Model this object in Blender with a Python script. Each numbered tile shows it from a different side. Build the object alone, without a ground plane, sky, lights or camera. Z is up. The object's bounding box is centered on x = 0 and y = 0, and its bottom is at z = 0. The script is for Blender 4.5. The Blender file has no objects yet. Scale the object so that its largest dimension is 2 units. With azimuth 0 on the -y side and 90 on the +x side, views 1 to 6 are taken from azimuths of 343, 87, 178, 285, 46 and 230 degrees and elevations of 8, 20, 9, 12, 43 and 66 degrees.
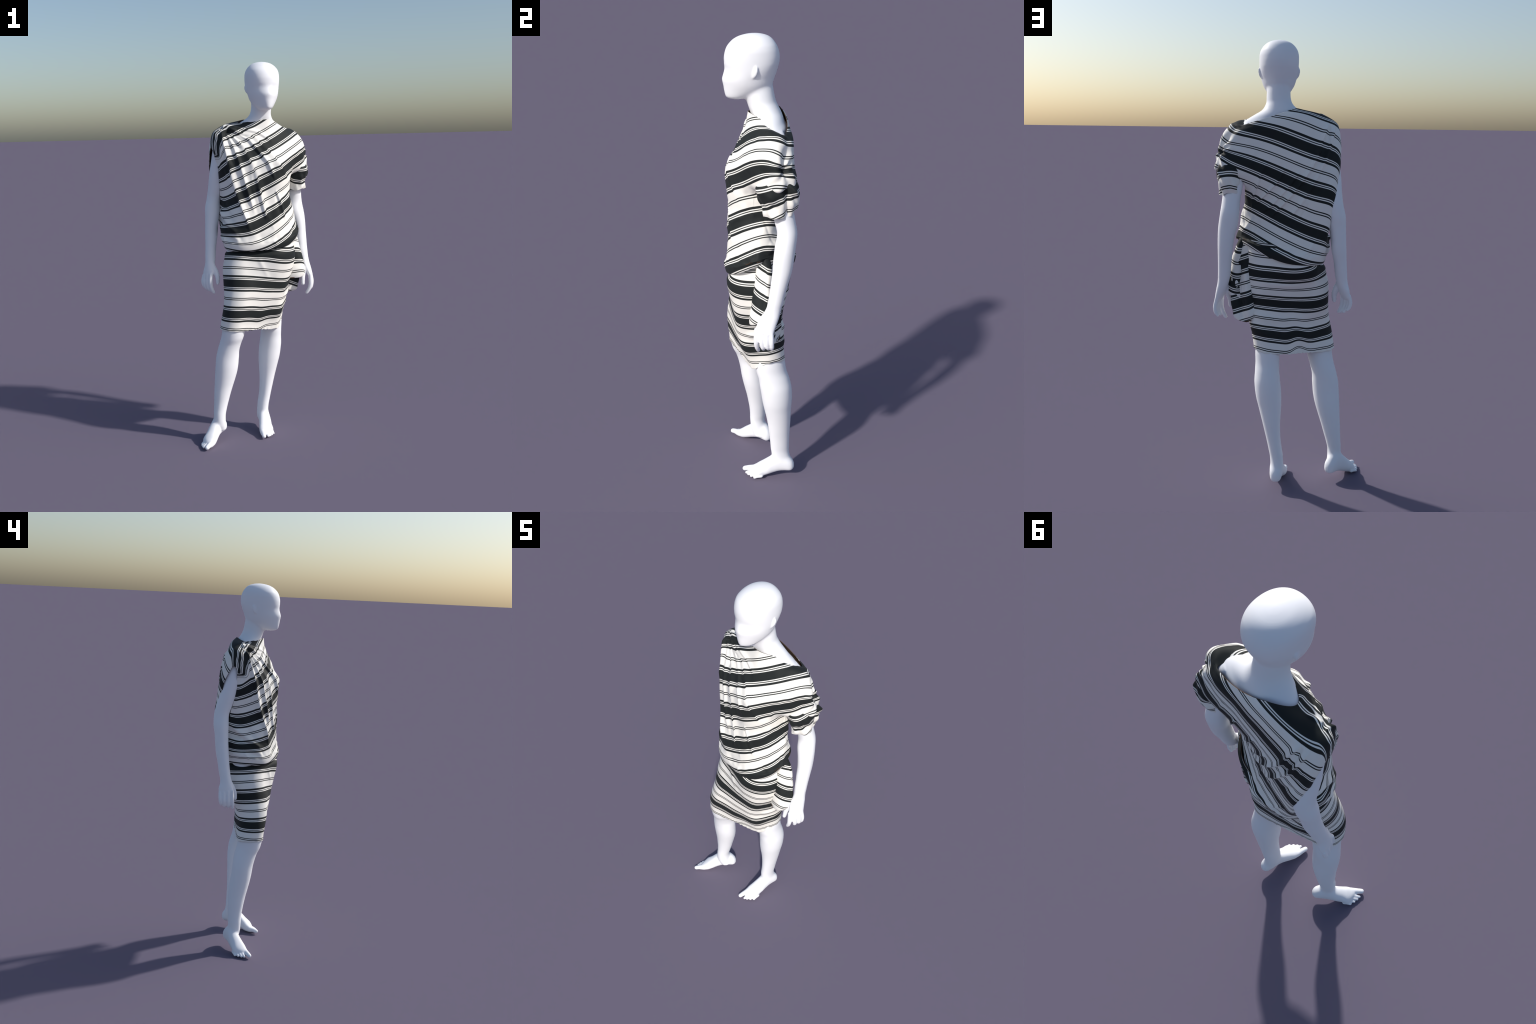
import bpy, math
import numpy as np
from mathutils import noise as mnoise, Vector

rng = np.random.default_rng(7)
SC = bpy.context.scene.collection

# ------------------------------------------------------------------ helpers
def pchip(t, Y, q):
    """shape preserving cubic through (t, Y[k]) sampled at q; Y is (K, ...)"""
    t = np.asarray(t, float); Y = np.asarray(Y, float); q = np.asarray(q, float)
    h = np.diff(t); sh = (-1,) + (1,) * (Y.ndim - 1)
    d = np.diff(Y, axis=0) / h.reshape(sh)
    m = np.zeros_like(Y)
    a, b = d[:-1], d[1:]
    w1 = (2 * h[1:] + h[:-1]).reshape(sh); w2 = (h[1:] + 2 * h[:-1]).reshape(sh)
    ok = a * b > 0
    with np.errstate(divide='ignore', invalid='ignore'):
        hm = (w1 + w2) / (w1 / a + w2 / b)
    # soft version: allow a little slope through extrema so lofts stay round
    m[1:-1] = np.where(ok, hm, 0.35 * (a + b) / 2)
    m[0], m[-1] = d[0], d[-1]
    i = np.clip(np.searchsorted(t, q) - 1, 0, len(t) - 2)
    s = ((q - t[i]) / h[i]).reshape(sh); hh = h[i].reshape(sh)
    return ((1 + 2 * s) * (1 - s) ** 2 * Y[i] + s * (1 - s) ** 2 * hh * m[i]
            + s * s * (3 - 2 * s) * Y[i + 1] + s * s * (s - 1) * hh * m[i + 1])

def periodic(P, n):
    """periodic C2 cubic spline through control points P (K,3) -> n samples"""
    P = np.asarray(P, float); K = len(P)
    A = np.zeros((K, K)); R = np.zeros_like(P)
    for k in range(K):
        A[k, k] = 4; A[k, (k - 1) % K] = 1; A[k, (k + 1) % K] = 1
        R[k] = 3 * (P[(k + 1) % K] - P[(k - 1) % K])
    M = np.linalg.solve(A, R)
    u = np.arange(n) * K / n; i = u.astype(int); s = (u - i)[:, None]; j = (i + 1) % K
    return ((1 + 2 * s) * (1 - s) ** 2 * P[i] + s * (1 - s) ** 2 * M[i]
            + s * s * (3 - 2 * s) * P[j] + s * s * (s - 1) * M[j])

def smooth01(a, b, x):
    s = np.clip((x - a) / (b - a), 0, 1)
    return s * s * (3 - 2 * s)

def new_mesh(name, V, F):
    m = bpy.data.meshes.new(name)
    m.from_pydata([tuple(v) for v in V], [], [tuple(int(i) for i in f) for f in F])
    m.update()
    return m

def grid_faces(nr, nu, closed=True, start=0):
    r = np.arange(nr - 1)[:, None]; c = np.arange(nu if closed else nu - 1)[None, :]
    a = r * nu + c; b = r * nu + (c + 1) % nu
    return np.stack([a, b, b + nu, a + nu], -1).reshape(-1, 4) + start

class Solid:
    """collects closed lofts that are later fused into one skin"""
    def __init__(self): self.V = []; self.F = []; self.n = 0
    def loft(self, rings):
        rings = np.asarray(rings); R, U = rings.shape[:2]
        self.V.append(rings.reshape(-1, 3)); st = self.n
        self.F += grid_faces(R, U, True, st).tolist()
        self.V.append(np.array([rings[0].mean(0), rings[-1].mean(0)]))
        c0 = st + R * U; c1 = c0 + 1
        for i in range(U):
            j = (i + 1) % U
            self.F.append([c0, st + j, st + i]); self.F.append([c1, st + (R - 1) * U + i, st + (R - 1) * U + j])
        self.n += R * U + 2
    def column(self, spec, U=40, step=0.008):
        """upright limb: spec rows (z, cx, cy, rx, ry)"""
        S = np.array(spec, float); S = S[np.argsort(S[:, 0])]
        z = np.arange(S[0, 0], S[-1, 0] + 1e-6, step)
        Q = pchip(S[:, 0], S[:, 1:], z)
        th = np.arange(U) * 2 * np.pi / U
        self.loft(np.stack([Q[:, 0:1] + Q[:, 2:3] * np.cos(th), Q[:, 1:2] + Q[:, 3:4] * np.sin(th),
                            np.repeat(z[:, None], U, 1)], -1))
    def tube(self, pts, ra, rb=None, A=(0, 1, 0), U=20, n=28, round_end=True):
        """bent limb along pts with elliptical section (ra along A, rb across)"""
        pts = np.array(pts, float); ra = np.array(ra, float); rb = ra if rb is None else np.array(rb, float)
        t = np.r_[0, np.cumsum(np.linalg.norm(np.diff(pts, axis=0), axis=1))]
        q = np.linspace(0, t[-1], n)
        P = pchip(t, pts, q); a = pchip(t, ra, q); b = pchip(t, rb, q)
        T = np.gradient(P, axis=0); T /= np.linalg.norm(T, axis=1)[:, None]
        A = np.array(A, float)[None] - T * (T @ np.array(A, float))[:, None]; A /= np.linalg.norm(A, axis=1)[:, None]
        Bv = np.cross(T, A)
        if round_end:
            for e in (0, -1):
                k = np.array([0.15, .5, .75, .9, .98]); sgn = 1 if e == -1 else -1
                rr = min(a[e], b[e])
                off = np.sqrt(1 - k ** 2) * rr
                Pn = P[e] + sgn * T[e] * off[:, None]
                if e == -1: k, Pn = k[::-1], Pn[::-1]
                if e == 0:
                    P = np.r_[Pn, P]; a = np.r_[a[0] * k, a]; b = np.r_[b[0] * k, b]
                    A = np.r_[np.repeat(A[:1], 5, 0), A]; Bv = np.r_[np.repeat(Bv[:1], 5, 0), Bv]
                else:
                    P = np.r_[P, Pn]; a = np.r_[a, a[-1] * k]; b = np.r_[b, b[-1] * k]
                    A = np.r_[A, np.repeat(A[-1:], 5, 0)]; Bv = np.r_[Bv, np.repeat(Bv[-1:], 5, 0)]
        th = np.arange(U) * 2 * np.pi / U
        self.loft(P[:, None] + A[:, None] * (a[:, None] * np.cos(th))[..., None] + Bv[:, None] * (b[:, None] * np.sin(th))[..., None])

# ------------------------------------------------------------------ materials
def principled(name):
    m = bpy.data.materials.new(name); m.use_nodes = True
    nt = m.node_tree; return m, nt, nt.nodes['Principled BSDF']

def shell_material():
    m, nt, p = principled('white_lacquered_shell')
    tc = nt.nodes.new('ShaderNodeTexCoord'); n = nt.nodes.new('ShaderNodeTexNoise')
    n.inputs['Scale'].default_value = 9; n.inputs['Detail'].default_value = 3
    nt.links.new(tc.outputs['Object'], n.inputs['Vector'])
    r = nt.nodes.new('ShaderNodeValToRGB'); nt.links.new(n.outputs['Fac'], r.inputs['Fac'])
    r.color_ramp.elements[0].position = .3; r.color_ramp.elements[1].position = .7
    r.color_ramp.elements[0].color = (.88, .895, .93, 1); r.color_ramp.elements[1].color = (.90, .912, .945, 1)  # white dimmed and tinted blue overall to match the body's bluish shadow side
    nt.links.new(r.outputs['Color'], p.inputs['Base Color'])
    p.inputs['Roughness'].default_value = .55
    p.inputs['Specular IOR Level'].default_value = .25
    return m

WHITE = (.88, .865, .815, 1); BLACK = (.016, .0195, .0195, 1)
def stripe_material():
    """woven stripe repeat driven by the cloth's own (pattern) coordinate"""
    m, nt, p = principled('striped_crepe_cloth'); L = nt.links.new
    def math_(op, a, b=None):
        nd = nt.nodes.new('ShaderNodeMath'); nd.operation = op
        for k, v in enumerate((a, b)):
            if v is None: continue
            if isinstance(v, (int, float)): nd.inputs[k].default_value = v
            else: L(v, nd.inputs[k])
        return nd.outputs[0]
    tc = nt.nodes.new('ShaderNodeTexCoord'); sp = nt.nodes.new('ShaderNodeSeparateXYZ')
    L(tc.outputs['Generated'], sp.inputs[0])
    ph = math_('MULTIPLY', math_('SUBTRACT', sp.outputs[1], .5), 2.0)
    d = math_('ABSOLUTE', math_('SUBTRACT', math_('FRACT', math_('ADD', ph, 0.5)), .5))   # 0 middle of dark band, .5 middle of pale band
    r = nt.nodes.new('ShaderNodeValToRGB'); r.color_ramp.interpolation = 'LINEAR'
    L(math_('MULTIPLY', d, 2.0), r.inputs['Fac'])
    e = r.color_ramp.elements; s = .006
    marks = [(0.0, BLACK), (.124, WHITE), (.150, BLACK), (.174, WHITE), (.200, BLACK), (.262, WHITE), (.458, BLACK), (.486, WHITE)]
    e[0].position = 0; e[0].color = BLACK
    e[1].position = 1; e[1].color = WHITE
    for k in range(1, len(marks)):
        pos, col = marks[k]; prev = marks[k - 1][1]
        a = e.new(min(1, 2 * pos - s)); a.color = prev
        b = e.new(min(1, 2 * pos + s)); b.color = col
    # fine weave: faint thread bump and slight tone variation
    nz = nt.nodes.new('ShaderNodeTexNoise'); nz.inputs['Scale'].default_value = 420; nz.inputs['Detail'].default_value = 2
    L(tc.outputs['Object'], nz.inputs['Vector'])
    n2 = nt.nodes.new('ShaderNodeTexNoise'); n2.inputs['Scale'].default_value = 14; n2.inputs['Detail'].default_value = 2
    L(tc.outputs['Object'], n2.inputs['Vector'])
    hv = nt.nodes.new('ShaderNodeHueSaturation'); L(r.outputs['Color'], hv.inputs['Color'])
    mr = nt.nodes.new('ShaderNodeMapRange'); mr.inputs['To Min'].default_value = .96; mr.inputs['To Max'].default_value = 1.04
    L(n2.outputs['Fac'], mr.inputs['Value']); L(mr.outputs[0], hv.inputs['Value'])
    L(hv.outputs['Color'], p.inputs['Base Color'])
    bp = nt.nodes.new('ShaderNodeBump'); bp.inputs['Strength'].default_value = .08; bp.inputs['Distance'].default_value = .001
    L(nz.outputs['Fac'], bp.inputs['Height']); L(bp.outputs[0], p.inputs['Normal'])
    p.inputs['Roughness'].default_value = .68; p.inputs['Specular IOR Level'].default_value = .22
    p.inputs['Sheen Weight'].default_value = .02
    return m

def lining_material():
    m, nt, p = principled('brown_cloth_lining')
    tc = nt.nodes.new('ShaderNodeTexCoord'); n = nt.nodes.new('ShaderNodeTexNoise'); n.inputs['Scale'].default_value = 60
    nt.links.new(tc.outputs['Object'], n.inputs['Vector'])
    r = nt.nodes.new('ShaderNodeValToRGB'); nt.links.new(n.outputs['Fac'], r.inputs['Fac'])
    r.color_ramp.elements[0].color = (.05, .026, .014, 1); r.color_ramp.elements[1].color = (.075, .042, .024, 1)
    nt.links.new(r.outputs['Color'], p.inputs['Base Color']); p.inputs['Roughness'].default_value = .9
    return m

M_SHELL, M_CLOTH, M_LINING = shell_material(), stripe_material(), lining_material()

# ------------------------------------------------------------------ hierarchy roots
root = bpy.data.objects.new('dressed_mannequin', None); SC.objects.link(root)
root['label'] = 'white faceless mannequin wearing a draped black and cream striped dress'
root['category'] = 'mannequin'
def link(o, parent): SC.objects.link(o); o.parent = parent; return o

# ------------------------------------------------------------------ MANNEQUIN BODY
S = Solid()
# head: upright egg; rows of (z, centre y, half width, half depth), centred on x = HX
HX = .057
HEAD = np.array([(1.752, -.078, .010, .013), (1.755, -.075, .022, .034), (1.762, -.067, .034, .054), (1.775, -.052, .047, .074),
    (1.79, -.040, .058, .089), (1.81, -.035, .069, .0965), (1.83, -.033, .0755, .1015), (1.85, -.026, .0805, .1025), (1.87, -.0205, .0835, .1035),
    (1.89, -.018, .085, .107), (1.91, -.017, .0858, .108), (1.93, -.0165, .0856, .105), (1.95, -.016, .082, .098),
    (1.97, -.014, .071, .084), (1.98, -.0125, .0615, .0735), (1.99, -.010, .047, .056), (1.996, -.0085, .030, .036), (1.999, -.008, .015, .018), (2.0, -.008, .004, .005)])
zz = np.r_[np.arange(1.752, 1.985, .004), np.arange(1.985, 2.0001, .001)]
Q = pchip(HEAD[:, 0], HEAD[:, 1:], zz); th = np.arange(96) * 2 * np.pi / 96
hx = HX + Q[:, 1:2] * np.sin(th); hy = Q[:, 0:1] - Q[:, 2:3] * np.cos(th); hz = np.repeat(zz[:, None], 96, 1)
front = np.clip(np.cos(th), 0, 1)[None] ** 1.0
sq = 1 + .035 * np.sin(2 * th)[None] ** 2 * smooth01(1.84, 1.89, hz) * (1 - smooth01(1.955, 1.99, hz))   # squarer skull seen from above
hx = HX + (hx - HX) * sq; hy = Q[:, 0:1] + (hy - Q[:, 0:1]) * sq
hx = HX + (hx - HX) * (1 - .20 * front ** 2 * (1 - smooth01(1.80, 1.93, hz)))      # the mask narrows to a wedge
def g(v, c, w): return np.exp(-((v - c) / w) ** 2)
sx = hx - HX
hy = hy + front * (.0022 * (g(sx, .036, .018) + g(sx, -.036, .018)) * g(hz, 1.868, .014)      # eye hollows
                   - .0015 * g(sx, 0, .012) * g(hz, 1.842, .022)                                # nose ridge
                   - .0008 * (g(sx, .035, .03) + g(sx, -.035, .03)) * g(hz, 1.838, .025))       # cheeks
S.loft(np.stack([hx, hy, hz], -1))
# ears: thin blades flaring backwards
for sg in (-1, 1):
    E = []
    for k in np.linspace(0, np.pi, 14):
        r = math.sin(k); zc = 1.888 - .026 * (1 - math.cos(k))
        ang = np.arange(20) * 2 * np.pi / 20
        flare = math.radians(34)
        a = .021 * r * np.cos(ang) ; b = .0065 * (r + .02) * np.sin(ang)
        yy = -.016 + a * math.cos(flare) - b * math.sin(flare) + .006 * math.cos(k)
        xx = .0775 + .003 * math.cos(k) + a * math.sin(flare) + b * math.cos(flare)
        E.append(np.stack([HX + sg * xx, yy, np.full(20, zc)], -1))
    S.loft(E)
# neck, shoulders and torso
S.column([(1.84, .057, -.006, .045, .055), (1.81, .058, .001, .049, .060), (1.785, .0585, .006, .0515, .0595), (1.76, .059, .010, .0525, .059), (1.74, .057, .016, .054, .058), (1.72, .054, .024, .063, .059),
          (1.70, .047, .032, .084, .061), (1.682, .042, .037, .118, .063), (1.665, .038, .041, .15, .065), (1.64, .042, .048, .180, .070), (1.60, .040, .048, .192, .075),
          (1.54, .032, .035, .175, .088), (1.46, .025, .01, .15, .105), (1.40, .022, -.002, .145, .108), (1.30, .02, .0, .13, .098), (1.2, .018, .0, .128, .095),
          (1.10, .015, -.005, .15, .10), (1.0, .01, -.01, .165, .105), (.90, .0, -.02, .165, .095), (.84, .0, -.025, .15, .08)], U=64, step=.006)
# legs: rows (z, cx, cy, rx, ry)
S.column([(.90, -.08, -.03, .075, .075), (.80, -.10, -.055, .065, .065), (.70, -.128, -.072, .060, .062), (.62, -.145, -.074, .0595, .067), (.58, -.151, -.069, .058, .066), (.54, -.161, -.057, .0565, .062),
          (.50, -.171, -.050, .0575, .059), (.46, -.176, -.046, .061, .056), (.42, -.179, -.042, .061, .0555), (.38, -.183, -.036, .059, .055), (.34, -.189, -.030, .0545, .053),
          (.30, -.196, -.026, .049, .049), (.26, -.2035, -.024, .044, .045), (.22, -.210, -.023, .039, .041), (.18, -.217, -.024, .0345, .038), (.14, -.223, -.027, .032, .036),
          (.10, -.222, -.022, .032, .038), (.06, -.213, -.01, .028, .036)], U=44)
S.column([(.90, .09, .0, .075, .075), (.80, .09, .005, .06, .06), (.70, .095, .022, .052, .056), (.62, .096, .026, .056, .066), (.58, .097, .031, .054, .066), (.54, .098, .042, .055, .067),
          (.50, .0975, .049, .058, .069), (.46, .094, .053, .059, .068), (.42, .090, .055, .057, .065), (.38, .085, .057, .052, .060), (.34, .081, .060, .046, .055),
          (.30, .077, .062, .040, .051), (.26, .072, .063, .0355, .0475), (.22, .066, .064, .032, .045), (.18, .059, .065, .0305, .043), (.14, .052, .066, .030, .042),
          (.10, .050, .072, .030, .042), (.06, .052, .085, .027, .036)], U=44)
# arms
S.column([(1.635, -.112, .042, .035, .04), (1.60, -.130, .045, .052, .05), (1.55, -.145, .052, .053, .05), (1.50, -.155, .061, .049, .048), (1.45, -.164, .071, .046, .046), (1.40, -.171, .082, .044, .0445),
          (1.35, -.177, .095, .0405, .043), (1.30, -.1855, .105, .038, .0405), (1.25, -.195, .102, .040, .041), (1.20, -.201, .096, .037, .037), (1.15, -.206, .091, .0345, .036),
          (1.10, -.211, .084, .033, .035), (1.05, -.218, .074, .029, .032), (1.00, -.224, .064, .0275, .031), (.965, -.228, .056, .0265, .030), (.945, -.232, .051, .025, .031)], U=36)
S.column([(1.648, .175, .055, .030, .035), (1.60, .208, .055, .054, .053), (1.55, .218, .05, .052, .05), (1.50, .230, .056, .048, .048), (1.45, .240, .065, .045, .046), (1.40, .249, .073, .043, .044),
          (1.35, .257, .081, .041, .042), (1.31, .2625, .088, .0395, .041), (1.26, .268, .096, .0415, .0395), (1.21, .2745, .088, .042, .0415), (1.16, .283, .080, .037, .041),
          (1.11, .287, .073, .0335, .0385), (1.06, .289, .062, .031, .035), (1.01, .291, .051, .029, .0315), (.965, .294, .040, .027, .031), (.935, .299, .030, .025, .032)], U=36)
# hands: palm + four bent fingers + thumb
def hand(palm, pra, prb, A, fingers, fr, thumb, tr):
    S.tube(palm, pra, prb, A=A, U=28)
    for f, r in zip(fingers, fr): S.tube(f, [r * 1.02, r * 1.04, r * .96, r * .8], U=16, A=A)
    S.tube(thumb, tr, U=16, A=A)
hand([(-.229, .055, .965), (-.234, .050, .94), (-.2415, .0465, .912), (-.249, .0435, .885)], [.030, .034, .040, .039], [.025, .023, .0195, .014], (-.35, .94, 0),
     [[(-.2385, .012, .900), (-.2415, .009, .855), (-.236, .008, .827), (-.225, .010, .806)], [(-.249, .033, .900), (-.253, .0295, .852), (-.246, .029, .826), (-.232, .031, .811)],
      [(-.2575, .054, .896), (-.263, .050, .853), (-.256, .049, .829), (-.243, .049, .815)], [(-.2625, .0725, .89), (-.2695, .068, .857), (-.266, .066, .839), (-.257, .0645, .826)]],
     [.0103, .0105, .0100, .0088], [(-.224, .036, .948), (-.209, .020, .912), (-.203, .008, .882), (-.2045, .003, .856)], [.017, .0145, .0122, .0092])
hand([(.295, .038, .955), (.301, .024, .925), (.309, .006, .892), (.317, -.004, .866)], [.030, .034, .0385, .038], [.025, .023, .019, .014], (.32, .95, 0),
     [[(.305, -.034, .872), (.307, -.037, .824), (.300, -.035, .796), (.287, -.029, .773)], [(.315, -.014, .873), (.3205, -.015, .824), (.319, -.012, .802), (.312, -.009, .790)],
      [(.323, .006, .872), (.330, .006, .826), (.328, .008, .806), (.321, .010, .794)], [(.327, .024, .866), (.334, .024, .826), (.331, .025, .806), (.322, .0245, .791)]],
     [.0105, .0105, .0102, .009], [(.290, .014, .925), (.276, -.008, .888), (.2665, -.023, .855), (.264, -.031, .824)], [.017, .0145, .0122, .0095])
# feet: local frame (along foot, towards little toe, up) standing on the ball with the heel a little raised
def foot(heel, axis, lat):
    heel = np.array(heel); ax = np.array(axis) / np.linalg.norm(axis); la = np.array(lat) / np.linalg.norm(lat)
    W = lambda a, l, z: np.array([heel[0] + ax[0] * a + la[0] * l, heel[1] + ax[1] * a + la[1] * l, z])
    rows = [(.000, .000, .008, .052, .072), (.006, .0, .018, .042, .088), (.018, .000, .0255, .036, .105), (.04, .000, .029, .036, .125), (.065, .001, .030, .034, .135),
            (.09, .002, .0305, .027, .121), (.115, .002, .033, .018, .098), (.14, .0, .035, .008, .077), (.165, .0, .0385, .001, .058),
            (.178, -.004, .034, .001, .047), (.188, -.010, .028, .002, .040), (.198, -.0165, .0205, .004, .033), (.207, -.022, .0135, .006, .028)]
    R = np.array(rows); q = np.linspace(0, .207, 44); Q = pchip(R[:, 0], R[:, 1:], q); ang = np.arange(40) * 2 * np.pi / 40
    rings = []
    for a, (c, w, z0, z1) in zip(q, Q):
        co, si = np.cos(ang), np.sin(ang)
        lx = np.sign(co) * np.abs(co) ** .85 * w
        low = np.where(si < 0, np.abs(si) ** .7, np.abs(si) ** 1.0)
        tilt = .12 * np.clip((a - .08) / .08, 0, 1)
        zz_ = (z0 + z1) / 2 + np.sign(si) * low * (z1 - z0) / 2 - tilt * lx * (si > 0) * .9
        rings.append([W(a, c + l, z) for l, z in zip(lx, zz_)])
    S.loft(rings)
    for (a0, l0, z0, a1, l1, z1, r0, r1) in [(.190, -.0235, .021, .2325, -.0250, .0165, .0155, .0115), (.178, -.002, .022, .2225, .0005, .0115, .0098, .0066),
                                             (.172, .0095, .020, .2125, .0128, .0105, .0092, .0062), (.162, .0210, .018, .1985, .0250, .0098, .0088, .0060), (.150, .0310, .016, .1815, .0360, .0090, .0088, .0062)]:
        S.tube([W(a0, l0, z0), W((a0 + a1) / 2, (l0 + l1) / 2, (z0 + z1) / 2 + .0015), W(a1, l1, z1)], [r0, (r0 + r1) / 2 * .97, r1], U=14, n=14, A=(0, 0, 1))
foot((-.183, .034), (-.70, -.714), (-.714, .70))
foot((.060, .129), (-.14, -.99), (.99, -.14))

src = new_mesh('body_volume', np.concatenate(S.V), S.F)
tmp = bpy.data.objects.new('body_volume', src); SC.objects.link(tmp)
rm = tmp.modifiers.new('fuse', 'REMESH'); rm.mode = 'VOXEL'; rm.voxel_size = .0030; rm.adaptivity = 0
sm = tmp.modifiers.new('soften', 'SMOOTH'); sm.factor = .5; sm.iterations = 5
dg = bpy.context.evaluated_depsgraph_get(); ev = tmp.evaluated_get(dg); em = ev.to_mesh()
nV = len(em.vertices); BV = np.empty(nV * 3); em.vertices.foreach_get('co', BV); BV = BV.reshape(-1, 3)
nF = len(em.polygons); lt = np.empty(nF, int); em.polygons.foreach_get('loop_total', lt)
ls = np.empty(nF, int); em.polygons.foreach_get('loop_start', ls); lv = np.empty(len(em.loops), int); em.loops.foreach_get('vertex_index', lv)
BN = np.empty(nV * 3); em.vertices.foreach_get('normal', BN); BN = BN.reshape(-1, 3)
quad = lt == 4
FQ = np.stack([lv[ls[quad] + k] for k in range(4)], 1)
FT = np.stack([lv[ls[~quad] + k] for k in range(3)], 1) if (~quad).any() else np.zeros((0, 3), int)
ev.to_mesh_clear(); bpy.data.objects.remove(tmp); bpy.data.meshes.remove(src)
ed = np.unique(np.sort(np.concatenate([FQ[:, [0, 1]], FQ[:, [1, 2]], FQ[:, [2, 3]], FQ[:, [3, 0]]]), 1), axis=0)
def soften(V, w, it):
    deg = np.bincount(ed.ravel(), minlength=len(V))[:, None].astype(float)
    for _ in range(it):
        acc = np.stack([np.bincount(ed.ravel(), weights=V[ed[:, ::-1].ravel(), k], minlength=len(V)) for k in range(3)], 1) / np.maximum(deg, 1)
        V = V + w[:, None] * .5 * (acc - V)
    return V
wn = np.exp(-((BV[:, 2] - (1.765 + .35 * np.clip(BV[:, 1], -.03, .08))) / .03) ** 4) * (np.abs(BV[:, 0] - .057) < .12) * smooth01(-.075, -.045, BV[:, 1])
wn = np.maximum(wn, np.exp(-((BV[:, 2] - .12) / .03) ** 4))
wn = np.maximum(wn, .8 * np.exp(-((BV[:, 2] - .95) / .02) ** 4))
wn = np.maximum(wn, .5 * np.exp(-((BV[:, 2] - 1.84) / .05) ** 4) * (BV[:, 1] < -.03))
BV = soften(BV, wn, 40)
BV[:, 2] -= BV[:, 2].min()
BV[:, 2] *= 2.0 / BV[:, 2].max()

fn = np.cross(BV[FQ[:, 2]] - BV[FQ[:, 0]], BV[FQ[:, 3]] - BV[FQ[:, 1]]); BN = np.zeros_like(BV)
for k in range(4): np.add.at(BN, FQ[:, k], fn)
BN /= np.linalg.norm(BN, axis=1, keepdims=True) + 1e-12
# nothing of the body can be seen under the cloth: keep the hidden trunk out of the way of thin cloth by the loft sizes above
def region(c):
    x, y, z = c[:, 0], c[:, 1], c[:, 2]
    lab = np.full(len(c), 2)                                   # torso
    head = (z > 1.757 + .52 * np.clip(y + .05, -.0, .16)) & (z > 1.74)
    neck = (~head) & (z > 1.672) & (x > -.05) & (x < .16)
    lab[neck] = 1; lab[head] = 0
    armR = (x < -.108) & (z > .70) & (z < 1.64) & ((z > 1.35) | (x + .0 < -.115 - .06 * (1.35 - z) / .35 * (z > 1.0) - .06 * (z <= 1.0)))
    armL = (x > .178) & (z > .70) & (z < 1.64) & ((z > 1.35) | (x > .18 + .06 * np.clip((1.35 - z) / .35, 0, 1)))
    lab[armR & (lab == 2)] = 3; lab[armL & (lab == 2)] = 4
    lab[(lab == 3) & (z < .952)] = 5; lab[(lab == 4) & (z < .938)] = 6
    low = (z < .80) & (lab == 2)
    lab[low & (x < -.03)] = 7; lab[low & (x >= -.03)] = 8
    lab[(lab == 7) & (z < .115)] = 9; lab[(lab == 8) & (z < .115)] = 10
    ear = (lab == 0) & (np.abs(np.abs(x - HX) - .088) < .02) & (np.abs(x - HX) > .0835) & (z > 1.834) & (z < 1.892) & (y > -.04) & (y < .015)
    lab[ear & (x < HX)] = 11; lab[ear & (x > HX)] = 12
    return lab
LQ = region(BV[FQ].mean(1)); LT = region(BV[FT].mean(1)) if len(FT) else np.zeros(0, int)
parts = {}
for k, nm in enumerate(['head', 'neck', 'torso', 'arm', 'arm', 'hand', 'hand', 'leg', 'leg', 'foot', 'foot', 'ear', 'ear']):
    fq = FQ[LQ == k]; ft = FT[LT == k] if len(FT) else FT
    if len(fq) == 0: continue
    used = np.unique(np.r_[fq.ravel(), ft.ravel()]); remap = np.full(nV, -1); remap[used] = np.arange(len(used))
    me = new_mesh(nm, BV[used], [*remap[fq].tolist(), *remap[ft].tolist()])
    me.polygons.foreach_set('use_smooth', np.ones(len(me.polygons), bool))
    me.materials.append(M_SHELL)
    me.normals_split_custom_set_from_vertices([tuple(n) for n in BN[used]])
    o = bpy.data.objects.new(nm, me); parts[k] = o
for k, o in parts.items():
    par = {5: 3, 6: 4, 9: 7, 10: 8, 11: 0, 12: 0}.get(k)
    link(o, parts[par] if par in parts else root)

# ------------------------------------------------------------------ DRESS
dress = bpy.data.objects.new('dress', None); SC.objects.link(dress); dress.parent = root

def vnoise(P, s, seed=0.):
    return np.array([mnoise.noise(Vector((p[0] * s + seed, p[1] * s, p[2] * s))) for p in P])

def grid_normals(P, closed=True):
    du = (np.roll(P, -1, 1) - np.roll(P, 1, 1)) if closed else np.gradient(P, axis=1)
    dv = np.gradient(P, axis=0)
    n = np.cross(du, dv); n /= np.linalg.norm(n, axis=2, keepdims=True) + 1e-12
    return n

def poly_dist(P2, poly):
    """distance from points to a polyline plus signed side (2 or 3 d) and running length 0..1"""
    poly = np.array(poly, float); best = np.full(len(P2), 1e9); run = np.zeros(len(P2)); side = np.zeros(len(P2))
    seg = np.linalg.norm(np.diff(poly, axis=0), axis=1); cum = np.r_[0, np.cumsum(seg)] / seg.sum()
    for k in range(len(poly) - 1):
        a, b = poly[k], poly[k + 1]; ab = b - a
        t = np.clip(((P2 - a) @ ab) / (ab @ ab), 0, 1); q = a + t[:, None] * ab; d = np.linalg.norm(P2 - q, axis=1)
        m = d < best; best[m] = d[m]; run[m] = (cum[k] + t * (cum[k + 1] - cum[k]))[m]
        if P2.shape[1] == 2: side[m] = np.sign(ab[0] * (P2[:, 1] - a[1]) - ab[1] * (P2[:, 0] - a[0]))[m]
    return best, run, side

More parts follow.
